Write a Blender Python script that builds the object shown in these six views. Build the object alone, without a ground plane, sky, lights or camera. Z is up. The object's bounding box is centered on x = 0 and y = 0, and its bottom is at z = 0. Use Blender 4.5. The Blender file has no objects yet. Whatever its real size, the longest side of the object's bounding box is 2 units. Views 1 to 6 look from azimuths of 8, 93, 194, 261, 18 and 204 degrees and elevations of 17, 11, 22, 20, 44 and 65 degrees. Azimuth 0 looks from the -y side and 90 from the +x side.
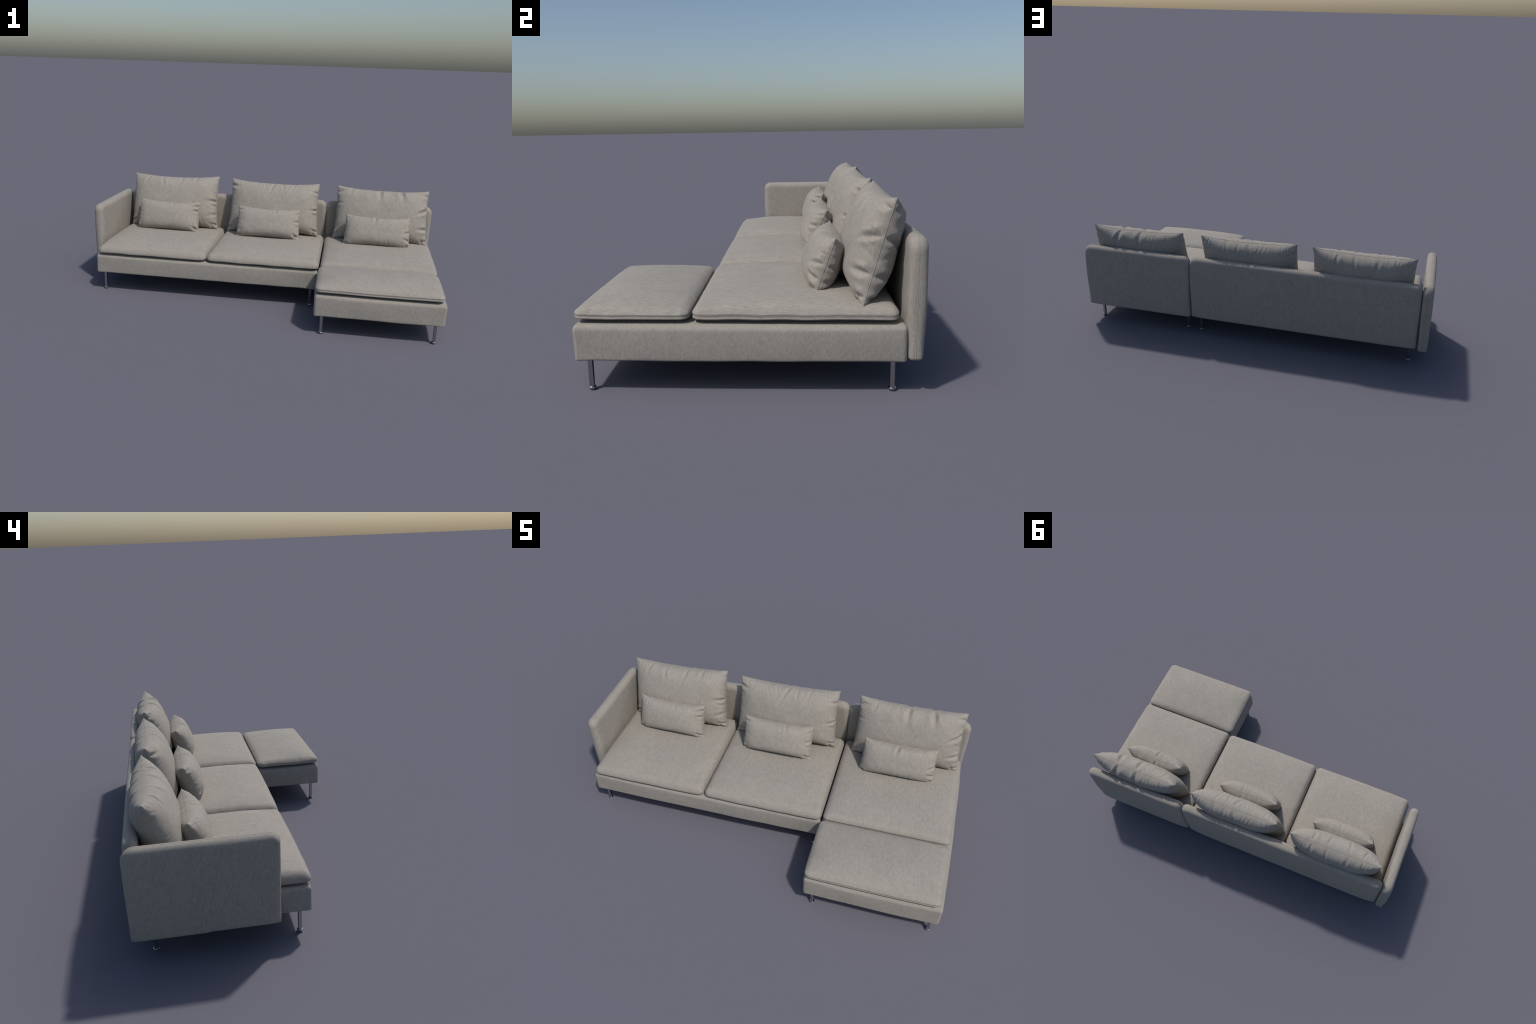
# Corner sofa with chaise: low upholstered bases on chrome legs, thin padded
# backrests and one armrest, loose seat cushions, back cushions, lumbar pillows.
import bpy, math, random
from mathutils import Vector, Matrix, noise

# ------------------------------------------------------------------ materials
def new_material(name):
    m = bpy.data.materials.new(name)
    m.use_nodes = True
    nt = m.node_tree
    return m, nt, nt.nodes["Principled BSDF"]


def fabric(name, streak_axis, base=(0.313, 0.289, 0.254), contrast=1.0, stretch=1.0):
    """Woven melange cloth: light and dark yarn streaks along one local axis."""
    m, nt, bsdf = new_material(name)
    N, L = nt.nodes.new, nt.links.new
    tc = N("ShaderNodeTexCoord")

    def stretched_noise(scale, along, detail, shift):
        mp = N("ShaderNodeMapping")
        s = [scale, scale, scale]
        s[streak_axis] = along * stretch
        mp.inputs["Scale"].default_value = s
        mp.inputs["Location"].default_value = (shift, shift * 0.7, shift * 1.3)
        L(tc.outputs["Object"], mp.inputs["Vector"])
        n = N("ShaderNodeTexNoise")
        n.inputs["Scale"].default_value = 1.0
        n.inputs["Detail"].default_value = detail
        n.inputs["Roughness"].default_value = 0.6
        L(mp.outputs["Vector"], n.inputs["Vector"])
        return n.outputs["Fac"]

    yarn = stretched_noise(330, 50, 3, 3.1)       # fine warp streaks
    slub = stretched_noise(130, 34, 3, 9.7)       # thicker slubs
    cross = stretched_noise(90, 420, 2, 5.3)      # weft, at right angles
    cloud = stretched_noise(16, 10, 3, 1.9)       # soft mottling

    def scaled(sock, k):
        a = N("ShaderNodeMath"); a.operation = 'SUBTRACT'
        L(sock, a.inputs[0]); a.inputs[1].default_value = 0.5
        b = N("ShaderNodeMath"); b.operation = 'MULTIPLY'
        L(a.outputs[0], b.inputs[0]); b.inputs[1].default_value = k
        return b.outputs[0]

    def add(a, b):
        n = N("ShaderNodeMath"); n.operation = 'ADD'
        L(a, n.inputs[0]); L(b, n.inputs[1])
        return n.outputs[0]

    mix = add(add(scaled(yarn, 0.85 * contrast), scaled(slub, 0.45 * contrast)),
              add(scaled(cross, 0.30 * contrast), scaled(cloud, 0.22 * contrast)))
    off = N("ShaderNodeMath"); off.operation = 'ADD'
    L(mix, off.inputs[0]); off.inputs[1].default_value = 0.5
    ramp = N("ShaderNodeValToRGB")
    e = ramp.color_ramp.elements
    e[0].position, e[1].position = 0.15, 0.85
    e[0].color = (base[0] * 0.74, base[1] * 0.735, base[2] * 0.72, 1)
    e[1].color = (base[0] * 1.24, base[1] * 1.245, base[2] * 1.26, 1)
    L(off.outputs[0], ramp.inputs["Fac"])
    L(ramp.outputs["Color"], bsdf.inputs["Base Color"])
    bsdf.inputs["Roughness"].default_value = 0.93
    bsdf.inputs["Specular IOR Level"].default_value = 0.18
    bsdf.inputs["Sheen Weight"].default_value = 0.06
    bump = N("ShaderNodeBump")
    bump.inputs["Strength"].default_value = 0.22
    bump.inputs["Distance"].default_value = 0.002
    L(add(yarn, add(slub, cross)), bump.inputs["Height"])
    L(bump.outputs["Normal"], bsdf.inputs["Normal"])
    return m


def chrome(name):
    m, nt, bsdf = new_material(name)
    bsdf.inputs["Base Color"].default_value = (0.47, 0.47, 0.48, 1)
    bsdf.inputs["Metallic"].default_value = 1.0
    n = nt.nodes.new("ShaderNodeTexNoise")
    n.inputs["Scale"].default_value = 60
    r = nt.nodes.new("ShaderNodeMapRange")
    r.inputs["To Min"].default_value = 0.03
    r.inputs["To Max"].default_value = 0.06
    nt.links.new(n.outputs["Fac"], r.inputs["Value"])
    nt.links.new(r.outputs["Result"], bsdf.inputs["Roughness"])
    return m


CLOTH = fabric("woven_cloth", 1)                 # streaks along local y
CLOTH_BASE = fabric("woven_cloth_base", 2, stretch=1.7)       # streaks along local z
CHROME = chrome("polished_chrome")

# ------------------------------------------------------------------- helpers
SOFA = bpy.data.objects.new("corner_sofa", None)
SOFA["label"] = "long beige corner sofa with chaise and chrome legs"
SOFA["category"] = "sofa"
bpy.context.collection.objects.link(SOFA)


def make_object(name, verts, faces, material, location=(0, 0, 0), rotation=None, parent=SOFA):
    me = bpy.data.meshes.new(name)
    me.from_pydata(verts, [], faces)
    me.validate()
    me.polygons.foreach_set("use_smooth", [True] * len(me.polygons))
    me.materials.append(material)
    me.update()
    ob = bpy.data.objects.new(name, me)
    bpy.context.collection.objects.link(ob)
    ob.parent = parent
    mat = (rotation.to_4x4() if rotation is not None else Matrix())
    ob.matrix_local = Matrix.Translation(location) @ mat
    return ob


def smooth01(t):
    t = min(max(t, 0.0), 1.0)
    return t * t * (3 - 2 * t)


def quarter(d, r):
    """Height (0..1) of a quarter-round edge at distance d from the rim."""
    t = min(max(d / r, 0.0), 1.0)
    return math.sqrt(max(0.0, 1 - (1 - t) ** 2))


def rounded_ring(a, b, radii, inset, corner_n=9, edge_n=48, edge_m=28):
    """Rounded rectangle (half sizes a, b) inset by a distance; same count for every inset."""
    a2, b2 = max(a - inset, 1e-5), max(b - inset, 1e-5)
    pts, arcs = [], []
    for k, (sx, sy, r) in enumerate([(1, 1, radii[0]), (-1, 1, radii[1]),
                                     (-1, -1, radii[2]), (1, -1, radii[3])]):
        r2 = min(max(r - inset, 0.0004), a2 * 0.98, b2 * 0.98)
        cx, cy = sx * (a2 - r2), sy * (b2 - r2)
        arcs.append([(cx + r2 * math.cos(math.radians(90 * k + 90 * i / corner_n)),
                      cy + r2 * math.sin(math.radians(90 * k + 90 * i / corner_n)))
                     for i in range(corner_n + 1)])
    for k in range(4):
        pts += arcs[k]
        p, q = arcs[k][-1], arcs[(k + 1) % 4][0]
        n = edge_n if k % 2 == 0 else edge_m
        for i in range(1, n):
            t = i / n
            pts.append((p[0] + (q[0] - p[0]) * t, p[1] + (q[1] - p[1]) * t))
    return pts


def padded_shape(name, a, b, radii, insets, top, bottom, material, location=(0, 0, 0),
                 rotation=None, warp=None, parent=SOFA, edge_n=48, edge_m=28):
    """Closed cushion-like solid: nested rings of a rounded rectangle, with
    top(d, x, y) and bottom(d, x, y) giving the height of each ring."""
    m = min(a, b) * 0.999
    ins = sorted(set([i for i in insets if i < m * 0.96] + [m]))
    verts, faces, rings = [], [], []
    count = None

    def add_ring(d, fn, off=0.0):
        nonlocal count
        ring = rounded_ring(a, b, radii, d + off, edge_n=edge_n, edge_m=edge_m)
        count = len(ring)
        start = len(verts)
        for x, y in ring:
            p = Vector((x, y, fn(d, x, y)))
            verts.append(warp(p, d) if warp else p)
        return start

    order = [add_ring(d, bottom) for d in reversed(ins)] + [add_ring(d, top) for d in ins]
    for s0, s1 in zip(order, order[1:]):
        for i in range(count):
            j = (i + 1) % count
            faces.append((s0 + i, s0 + j, s1 + j, s1 + i))
    # close the two thin inner slits by capping
    faces.append(tuple(reversed(range(order[0], order[0] + count))))
    faces.append(tuple(range(order[-1], order[-1] + count)))
    return make_object(name, verts, faces, material, location, rotation, parent)


def edge_insets(r, inner, n_edge=10, n_inner=12):
    out = [r * (1 - math.cos(math.pi / 2 * i / n_edge)) for i in range(n_edge + 1)]
    out += [r + (inner - r) * (i / n_inner) for i in range(1, n_inner + 1)]
    return out


def ripple(x, y, scale, seed):
    return noise.noise(Vector((x * scale + seed * 7.3, y * scale - seed * 3.1, seed * 1.7)))


def cord(path, radius, parent, sides=6):
    verts, faces = [], []
    n = len(path)
    for i, p in enumerate(path):
        t = (path[(i + 1) % n] - path[i - 1]).normalized()
        a = Vector((0, 0, 1))
        b = t.cross(a).normalized()
        for k in range(sides):
            w = 2 * math.pi * k / sides
            verts.append(p + radius * (math.cos(w) * a + math.sin(w) * b))
    for i in range(n):
        for k in range(sides):
            k2, i2 = (k + 1) % sides, (i + 1) % n
            faces.append((i * sides + k, i * sides + k2, i2 * sides + k2, i2 * sides + k))
    return make_object("seam", verts, faces, CLOTH, parent=parent)


# --------------------------------------------------------------- seat bases
def bowed(x, y, a, b, bow):
    """Outward bow of the sides of a padded block: bow = (left, right, front, back)."""
    u, v = max(-1, min(1, x / a)), max(-1, min(1, y / b))
    if len(bow) > 5 and u < 0:                # free front stretch of the inner side swells
        return -bow[5] * abs(u) ** 8 * max(0.0, 1 - ((v + 0.64) / 0.40) ** 2), \
            (bow[3] if v > 0 else -bow[2]) * abs(v) ** 8 * (1 - abs(u) ** 3)
    dx = (bow[1] if u > 0 else -bow[0]) * abs(u) ** 8 * (1 - abs(v) ** (3 if v < 0 else 5))
    if len(bow) > 4 and u > 0:                # right side splays a little towards the back
        dx += bow[4] * abs(u) ** 8 * (v + 1) / 2
    dy = (bow[3] if v > 0 else -bow[2]) * abs(v) ** 8 * (1 - abs(u) ** 3)
    return dx, dy


def seat_base(name, x0, x1, y0, y1, z0, z1, bow, seed):
    a, b = (x1 - x0) / 2, (y1 - y0) / 2
    h = z1 - z0
    r_top, r_bot = 0.018, 0.007

    def hem(x, y):
        # the hem hangs lowest at the corners
        u, v = abs(x / a), abs(y / b)
        return 0.003 * (1 - max(0.0, (min(u, v) - 0.86) / 0.14)) + 0.0016 * ripple(x, y, 9, seed)

    m = min(a, b) * 0.999
    ins_b = edge_insets(r_bot, 0.12, 6, 4) + [m]
    ins_t = edge_insets(r_top, 0.12, 8, 4) + [m]
    verts, faces, starts = [], [], []
    radii = (0.013,) * 4

    def ring(d, zfn):
        s = len(verts)
        pts = rounded_ring(a, b, radii, d, edge_n=90, edge_m=60)
        for x, y in pts:
            z = zfn(x, y)
            t = min(max(z / h, 0), 1)
            w = max(0.0, 1 - d / 0.03)
            bx, by = bowed(x, y, a, b, bow)
            k = 0.55 + 0.45 * math.sin(math.pi * (0.12 + 0.76 * t))
            wob = 0.0018 * ripple(x + y, z * 1.5, 7, seed)
            ex = math.copysign(1, x) if abs(x) / a > 0.97 else 0
            ey = math.copysign(1, y) if abs(y) / b > 0.97 else 0
            verts.append((x + (bx * k + ex * wob) * w, y + (by * k + ey * wob) * w, z))
        starts.append(s)
        return len(pts)

    for d in reversed(ins_b):
        c = ring(d, lambda x, y, d=d: r_bot * (1 - quarter(d, r_bot)) + hem(x, y))
    for k in range(1, 12):
        t = k / 12
        c = ring(0.0, lambda x, y, t=t: r_bot + (h - r_bot - r_top) * t + hem(x, y) * (1 - t))
    for d in ins_t:
        c = ring(d, lambda x, y, d=d: h - r_top * (1 - quarter(d, r_top)))
    for s0, s1 in zip(starts, starts[1:]):
        for i in range(c):
            j = (i + 1) % c
            faces.append((s0 + i, s0 + j, s1 + j, s1 + i))
    faces.append(tuple(reversed(range(starts[0], starts[0] + c))))
    faces.append(tuple(range(starts[-1], starts[-1] + c)))
    return make_object(name, verts, faces, CLOTH_BASE, ((x0 + x1) / 2, (y0 + y1) / 2, z0))


seat_base("sofa_base", -0.938, 0.338, -0.159, 0.473, 0.107, 0.217, (0.002, 0.002, 0.008, 0.0), 1)
seat_base("chaise_base", 0.345, 0.984, -0.524, 0.473, 0.101, 0.217, (0.0, 0.008, 0.006, 0.0, 0.008, 0.007), 2)


# ------------------------------------------------- backrests and the armrest
def padded_panel(name, width, height, thick, location, rotation, seed, r_top=(0.042, 0.042), r_bot=0.009, blunt=3.2, rear=3.2, hem=0.36, front=0.84):
    """Upright padded slab; local x = width, y = height, z = thickness.
    Thin at the hem, swollen above, with a fully rounded top."""
    a, b = width / 2, height / 2
    r = 0.030

    def half(d, x, y):
        t = (y + b) / height
        end = 0.08 + 0.92 * min(1, abs(x / a)) ** 14
        full = thick * (1 - hem * (1 - smooth01(t / 0.5)) * end) / 2
        full += 0.0035 * (1 - (x / a) ** 2) * (1 - (y / b) ** 2)
        q = min(1.0, d / r)
        p = blunt if x < 0 else rear                # rear / right rim is boxier
        p = p + (2.2 - p) * smooth01((t - 0.6) / 0.35) + 2.0 * (1 - smooth01(t / 0.15))
        core = (1 - (1 - q) ** p) ** (1 / p)
        h = full * core
        h = max(h, 0.0004)
        if d > 0.004:
            h += 0.0016 * ripple(x, y, 8, seed) * smooth01(d / 0.03)
        return h

    def warp(p, d):
        t = (p.y + b) / height
        p = Vector(p)
        p.x *= 1 - 0.013 * (1 - smooth01(t / 0.8)) * (0.64 / width)
        return p

    ins = [0.0, 0.00003] + edge_insets(r, 0.12, 16, 10)[1:]
    radii = (r_top[0], r_top[1], r_bot, r_bot)
    ob = padded_shape(name, a, b, radii, ins,
                      lambda d, x, y: front * half(d, x, y), lambda d, x, y: -half(d, x, y),
                      CLOTH, location, rotation, warp, edge_n=70, edge_m=50)
    rim = [warp(Vector((x, y, 0.0)), 0) for x, y in rounded_ring(a, b, radii, 0.0, edge_n=24, edge_m=16)]
    cord(rim, 0.0009, ob)                      # sewn seam round the rim
    return ob


ROT_BACK = Matrix.Rotation(math.radians(90), 3, 'X')               # x->x, y->z, z->-y
ROT_ARM = Matrix.Rotation(math.radians(90), 3, 'Z') @ ROT_BACK     # x->y, y->z, z->x

padded_panel("backrest", 0.654, 0.370, 0.061, (0.6705, 0.4955, 0.293), ROT_BACK, 3)
padded_panel("backrest", 1.286, 0.367, 0.061, (-0.2975, 0.4955, 0.2955), ROT_BACK, 4)
padded_panel("armrest", 0.566, 0.370, 0.055, (-0.9695, 0.2485, 0.2915), ROT_ARM, 5, r_top=(0.050, 0.036), blunt=2.3, rear=5.0, hem=0.26, front=1.0)


# ---------------------------------------------------------------- seat cushions
def seat_cushion(name, x0, x1, y0, y1, seed, bow, edge=0.026, crown=0.028, seam_z=0.239, peak=-0.25, lip=0.009, stitch=0.003, square=6.0, fall=3.0):
    a, b = (x1 - x0) / 2, (y1 - y0) / 2
    r = 0.032
    rng = random.Random(seed)
    tucks = [(rng.uniform(0, 2 * math.pi), rng.uniform(0.2, 1.0)) for _ in range(14)]

    def top(d, x, y):
        u = min(1, abs(x / a))
        h = 0.001 + edge * quarter(d, r)                       # plump rounded rim
        w = y / b - peak                                       # domed, highest before the middle
        w = w / (1 - peak) if w > 0 else -w / (1 + peak)
        h += crown * (1 - u ** square) * max(0.0, 1 - w ** (fall if y / b > peak else 2.2)) * min(1, d / 0.01)
        ang = math.atan2(y / b, x / a)
        puck = 0.0
        for a0, s in tucks:                                    # puckers from the sewn rim
            da = (ang - a0 + math.pi) % (2 * math.pi) - math.pi
            puck += s * math.exp(-(da / 0.03) ** 2)
        h -= 0.0026 * puck * math.exp(-((d - 0.010) / 0.010) ** 2)
        h += 0.0026 * ripple(x, y, 7, seed) * smooth01(d / 0.06)
        h += 0.0010 * ripple(x, y, 34, seed) * math.exp(-((d - 0.012) / 0.015) ** 2)
        return h

    def bottom(d, x, y):
        return -0.001 - lip * quarter(d, 0.010) - 0.016 * smooth01((d - 0.004) / 0.045)

    def warp(p, d):
        bx, by = bowed(p.x, p.y, a, b, bow)
        k = max(0, 1 - d / 0.10)
        wave = 0.0024 * ripple(p.x, p.y, 11, seed + 4) * math.exp(-(d / 0.03) ** 2)
        groove = stitch * math.exp(-(d / 0.0006) ** 2)          # stitched seam line
        gx = groove * math.copysign(1, p.x) if abs(p.x) / a > 0.97 else 0
        gy = groove * math.copysign(1, p.y) if abs(p.y) / b > 0.97 else 0
        return Vector((p.x + bx * k - gx, p.y + by * k - gy, p.z + wave))

    ins = [0.0, 0.0005, 0.0011, 0.002, 0.0035, 0.0055, 0.008] + \
        edge_insets(r, min(a, b) * 0.95, 14, 30)[5:]
    return padded_shape(name, a, b, (0.028,) * 4, ins, top, bottom, CLOTH,
                        ((x0 + x1) / 2, (y0 + y1) / 2, seam_z), None, warp, edge_n=90, edge_m=80)


seat_cushion("seat_cushion", -0.928, -0.295, -0.163, 0.452, 11, (0, 0, 0.004, 0), crown=0.030, peak=-0.35, lip=0.006, seam_z=0.234, edge=0.030, stitch=0.0)
seat_cushion("seat_cushion", -0.289, 0.342, -0.163, 0.452, 12, (0, 0, 0.004, 0), crown=0.026, peak=-0.35, lip=0.006, seam_z=0.234, edge=0.030, stitch=0.0)
seat_cushion("seat_cushion", 0.349, 0.978, -0.166, 0.452, 13, (0, 0.003, 0, 0, 0.010), crown=0.024, square=5.5)
seat_cushion("seat_cushion", 0.345, 0.972, -0.526, -0.171, 14, (0.003, 0.003, 0.003, 0, 0.006), edge=0.020,
             crown=0.029, peak=-0.25, square=3.0, fall=2.0)


# ------------------------------------------------- back cushions, lumbar pillows
def pillow(name, corners, half_thick, seed, creases, inset=(0.010, 0.018), ear=0.45, sag=0.0, fuss=1.0):
    """Sewn feather pillow.  corners = (bottom-left, bottom-right, top-left, top-right)
    in sofa space.  Local x = width, y = height, z = towards the sitter.
    creases: (edge, position -1..1, reach, width, depth) folds that run in from a seam."""
    bl, br, tl, tr = [Vector(c) for c in corners]
    centre = (bl + br + tl + tr) / 4
    ex = ((br + tr) - (bl + tl)).normalized()
    ey = ((tl + tr) - (bl + br))
    ey = (ey - ex * ey.dot(ex)).normalized()
    ez = ex.cross(ey)
    rot = Matrix((ex, ey, ez)).transposed()
    loc = [rot.transposed() @ (c - centre) for c in (bl, br, tl, tr)]
    rng = random.Random(seed)
    fine = []
    for edge, number in (("t", 13), ("l", 4), ("r", 4), ("b", 4)):
        for _ in range(number):
            fine.append((edge, rng.uniform(-0.9, 0.9), rng.uniform(0.018, 0.045),
                         rng.uniform(0.007, 0.016), fuss * rng.uniform(0.08, 0.30), rng.uniform(-0.5, 0.5)))
    folds = [(c + (rng.uniform(-0.4, 0.4),)) for c in creases] + fine

    W = (loc[1] - loc[0]).length / 2
    H = (loc[2] - loc[0]).length / 2
    nx, ny = 200, 140

    def spread(i, n):
        t = 2 * i / n - 1
        return 0.55 * t + 0.45 * math.sin(math.pi / 2 * t)

    def flat(u, v):
        p = ((1 - u) * (1 - v) * loc[0] + (1 + u) * (1 - v) * loc[1] +
             (1 - u) * (1 + v) * loc[2] + (1 + u) * (1 + v) * loc[3]) / 4
        # seams are drawn in between the corners as the filling swells
        p = Vector(p)
        p.x -= inset[0] * u * (1 - abs(v) ** 2.6) * abs(u) ** 2
        p.y -= inset[1] * v * (1 - abs(u) ** 2.6) * abs(v) ** 2
        k = 0.0018
        p.x += k * ripple(v * 3, u, 2.3, seed + 2) * abs(u) ** 8
        p.y += k * ripple(u * 4, v, 2.3, seed + 5) * abs(v) ** 8
        p.y -= sag * (1 - u * u) * (0.5 + 0.5 * v)
        return p

    def thickness(u, v, side):
        fu, fv = 1 - abs(u) ** 3.2, 1 - abs(v) ** (3.6 if side < 0 and v > 0 else 2.7)
        f = (max(fu, 0) * max(fv, 0))
        t = half_thick * (0.80 * f ** 0.52 + 0.20 * f ** 0.34) * (1 - 0.07 * v)
        # ears: the very corners are pressed flat
        cu, cv = (1 - abs(u)) * W, (1 - abs(v)) * H
        cd = math.hypot(cu, cv)
        t *= 1 - ear * math.exp(-(cd / 0.030) ** 2)
        # folds from the seams
        g = 0.0
        for edge, pos, reach, wid, depth, slant in folds:
            if edge in "tb":
                d = ((1 - v) if edge == "t" else (1 + v)) * H
                s = (u - pos) * W - slant * d
            else:
                d = ((1 - u) if edge == "r" else (1 + u)) * W
                s = (v - pos) * H - slant * d
            if d > reach * 2.5 or abs(s) > wid * 3.5:
                continue
            env = math.exp(-(d / reach) ** 2) * min(1.0, d / 0.008 + 0.25)
            g += depth * env * (math.exp(-(s / wid * 2) ** 2) - 0.45 * math.exp(-((abs(s) - wid) / wid * 1.6) ** 2))
        t -= g * 0.0115 * min(1, t / 0.02)
        t += 0.0035 * ripple(u * W, v * H, 11, seed + side) * min(1, t / 0.04)
        t += 0.0011 * ripple(u * W, v * H, 26, seed + 3 + side) * min(1, t / 0.03)
        return max(t, 0.0)

    verts, faces = [], []
    grid = {}
    for side in (1, -1):
        for j in range(ny + 1):
            for i in range(nx + 1):
                rim = i in (0, nx) or j in (0, ny)
                if side == -1 and rim:
                    grid[side, i, j] = grid[1, i, j]
                    continue
                u, v = spread(i, nx), spread(j, ny)
                p = flat(u, v)
                p.z += side * (0.0 if rim else thickness(u, v, side) + 0.0006)
                grid[side, i, j] = len(verts)
                verts.append(p)
        for j in range(ny):
            for i in range(nx):
                q = [grid[side, i, j], grid[side, i + 1, j], grid[side, i + 1, j + 1], grid[side, i, j + 1]]
                faces.append(q if side == 1 else q[::-1])
    ob = make_object(name, verts, faces, CLOTH, centre, rot)

    # sewn seam: a thin cord round the rim
    path = [flat(spread(i, nx), -1) for i in range(0, nx, 2)] + [flat(1, spread(j, ny)) for j in range(0, ny, 2)] + \
           [flat(spread(i, nx), 1) for i in range(nx, 0, -2)] + [flat(-1, spread(j, ny)) for j in range(ny, 0, -2)]
    cord(path, 0.0010, ob)
    return ob


# short, sharp pinches beside the lower corners, where the stuffing ends
CORNER_PINCH = [("r", -0.84, 0.030, 0.016, 0.9), ("l", -0.84, 0.030, 0.016, 0.9),
                ("b", 0.90, 0.030, 0.016, 0.6), ("b", -0.90, 0.030, 0.016, 0.6)]
BACK_CUSHIONS = [
    (((-0.899, 0.348, 0.268), (-0.333, 0.352, 0.273), (-0.897, 0.443, 0.596), (-0.344, 0.448, 0.600)), 0.088,
     [("r", 0.02, 0.045, 0.020, 1.3), ("r", -0.15, 0.040, 0.016, 0.9), ("r", -0.45, 0.045, 0.020, 0.6),
      ("t", 0.50, 0.035, 0.020, 0.8), ("t", 0.18, 0.050, 0.016, 0.6), ("t", -0.30, 0.060, 0.018, 0.6),
      ("t", -0.60, 0.050, 0.016, 0.5)]),
    (((-0.270, 0.350, 0.271), (0.304, 0.345, 0.277), (-0.255, 0.431, 0.597), (0.296, 0.441, 0.591)), 0.084,
     [("r", -0.03, 0.030, 0.014, 1.3), ("r", 0.60, 0.030, 0.016, 0.8), ("t", 0.0, 0.060, 0.018, 0.9),
      ("t", 0.45, 0.045, 0.016, 0.6), ("t", 0.20, 0.050, 0.014, 0.5), ("l", 0.75, 0.040, 0.018, 0.9)]),
    (((0.395, 0.345, 0.275), (0.967, 0.343, 0.265), (0.406, 0.436, 0.591), (0.961, 0.436, 0.585)), 0.081,
     [("t", -0.05, 0.055, 0.026, 1.5), ("t", 0.40, 0.055, 0.026, 1.5), ("r", 0.28, 0.050, 0.020, 1.5),
      ("r", -0.42, 0.045, 0.018, 1.2), ("r", 0.78, 0.035, 0.018, 0.9), ("t", -0.65, 0.040, 0.016, 0.6),
      ("l", 0.75, 0.040, 0.018, 0.9)]),
]
for k, (c, thick, folds) in enumerate(BACK_CUSHIONS):
    pillow("back_cushion", c, thick, 21 + k, folds + CORNER_PINCH)

LUMBAR = [
    (((-0.820, 0.226, 0.277), (-0.427, 0.217, 0.281), (-0.807, 0.283, 0.465), (-0.430, 0.289, 0.460)),
     [("r", 0.70, 0.040, 0.018, 1.4), ("r", 0.35, 0.030, 0.014, 0.8), ("t", 0.1, 0.030, 0.014, 0.5)]),
    (((-0.190, 0.207, 0.277), (0.199, 0.201, 0.281), (-0.182, 0.270, 0.462), (0.195, 0.278, 0.456)),
     [("r", 0.15, 0.026, 0.014, 1.0), ("r", 0.7, 0.030, 0.014, 0.8), ("t", 0.2, 0.030, 0.014, 0.5),
      ("l", 0.7, 0.030, 0.014, 0.8)]),
    (((0.462, 0.206, 0.273), (0.852, 0.207, 0.271), (0.473, 0.273, 0.451), (0.850, 0.270, 0.450)),
     [("t", -0.05, 0.028, 0.016, 1.5), ("r", 0.05, 0.028, 0.014, 1.0), ("r", -0.5, 0.030, 0.016, 0.9)]),
]
for k, (c, folds) in enumerate(LUMBAR):
    pillow("lumbar_pillow", c, 0.061, 41 + k, folds + CORNER_PINCH, inset=(0.004, 0.013), fuss=0.55)


# ------------------------------------------------------------------------ legs
def lathe(profile, sides=28):
    verts, faces = [], []
    for r, z in profile:
        for k in range(sides):
            w = 2 * math.pi * k / sides
            verts.append((r * math.cos(w), r * math.sin(w), z))
    for i in range(len(profile) - 1):
        for k in range(sides):
            k2 = (k + 1) % sides
            faces.append((i * sides + k, i * sides + k2, (i + 1) * sides + k2, (i + 1) * sides + k))
    faces.append(tuple(reversed(range(sides))))
    faces.append(tuple(range((len(profile) - 1) * sides, len(profile) * sides)))
    return verts, faces


def bar(half, z0, z1, chamfer=0.0018):
    """Square tube with rounded corners."""
    ring = [(x, y) for x, y in rounded_ring(half, half, (chamfer,) * 4, 0.0, corner_n=5, edge_n=2, edge_m=2)]
    n = len(ring)
    verts = [(x, y, z) for z in (z0, z1) for x, y in ring]
    faces = [(i, (i + 1) % n, n + (i + 1) % n, n + i) for i in range(n)]
    faces += [tuple(reversed(range(n))), tuple(range(n, 2 * n))]
    return verts, faces


LEG_SPOTS = [(-0.900, -0.118), (0.304, -0.122), (0.385, -0.488), (0.945, -0.487),
             (0.946, 0.436), (0.387, 0.438), (0.304, 0.444), (-0.900, 0.444)]
leg_v, leg_f = bar(0.0072, 0.009, 0.112)
foot_v, foot_f = lathe([(0.0095, 0.0), (0.0100, 0.0025), (0.0122, 0.0045), (0.0128, 0.0060),
                        (0.0124, 0.0076), (0.0110, 0.0092), (0.0085, 0.0100)])
leg0 = foot0 = None
for x, y in LEG_SPOTS:
    if leg0 is None:
        leg = leg0 = make_object("leg", leg_v, leg_f, CHROME, (x, y, 0))
        from math import radians
        leg.data.set_sharp_from_angle(angle=radians(40))
        foot = foot0 = make_object("foot", foot_v, foot_f, CHROME, parent=leg)
        foot.data.set_sharp_from_angle(angle=radians(60))
    else:
        leg, foot = leg0.copy(), foot0.copy()
        bpy.context.collection.objects.link(leg)
        bpy.context.collection.objects.link(foot)
        leg.matrix_local = Matrix.Translation((x, y, 0))
        foot.parent = leg
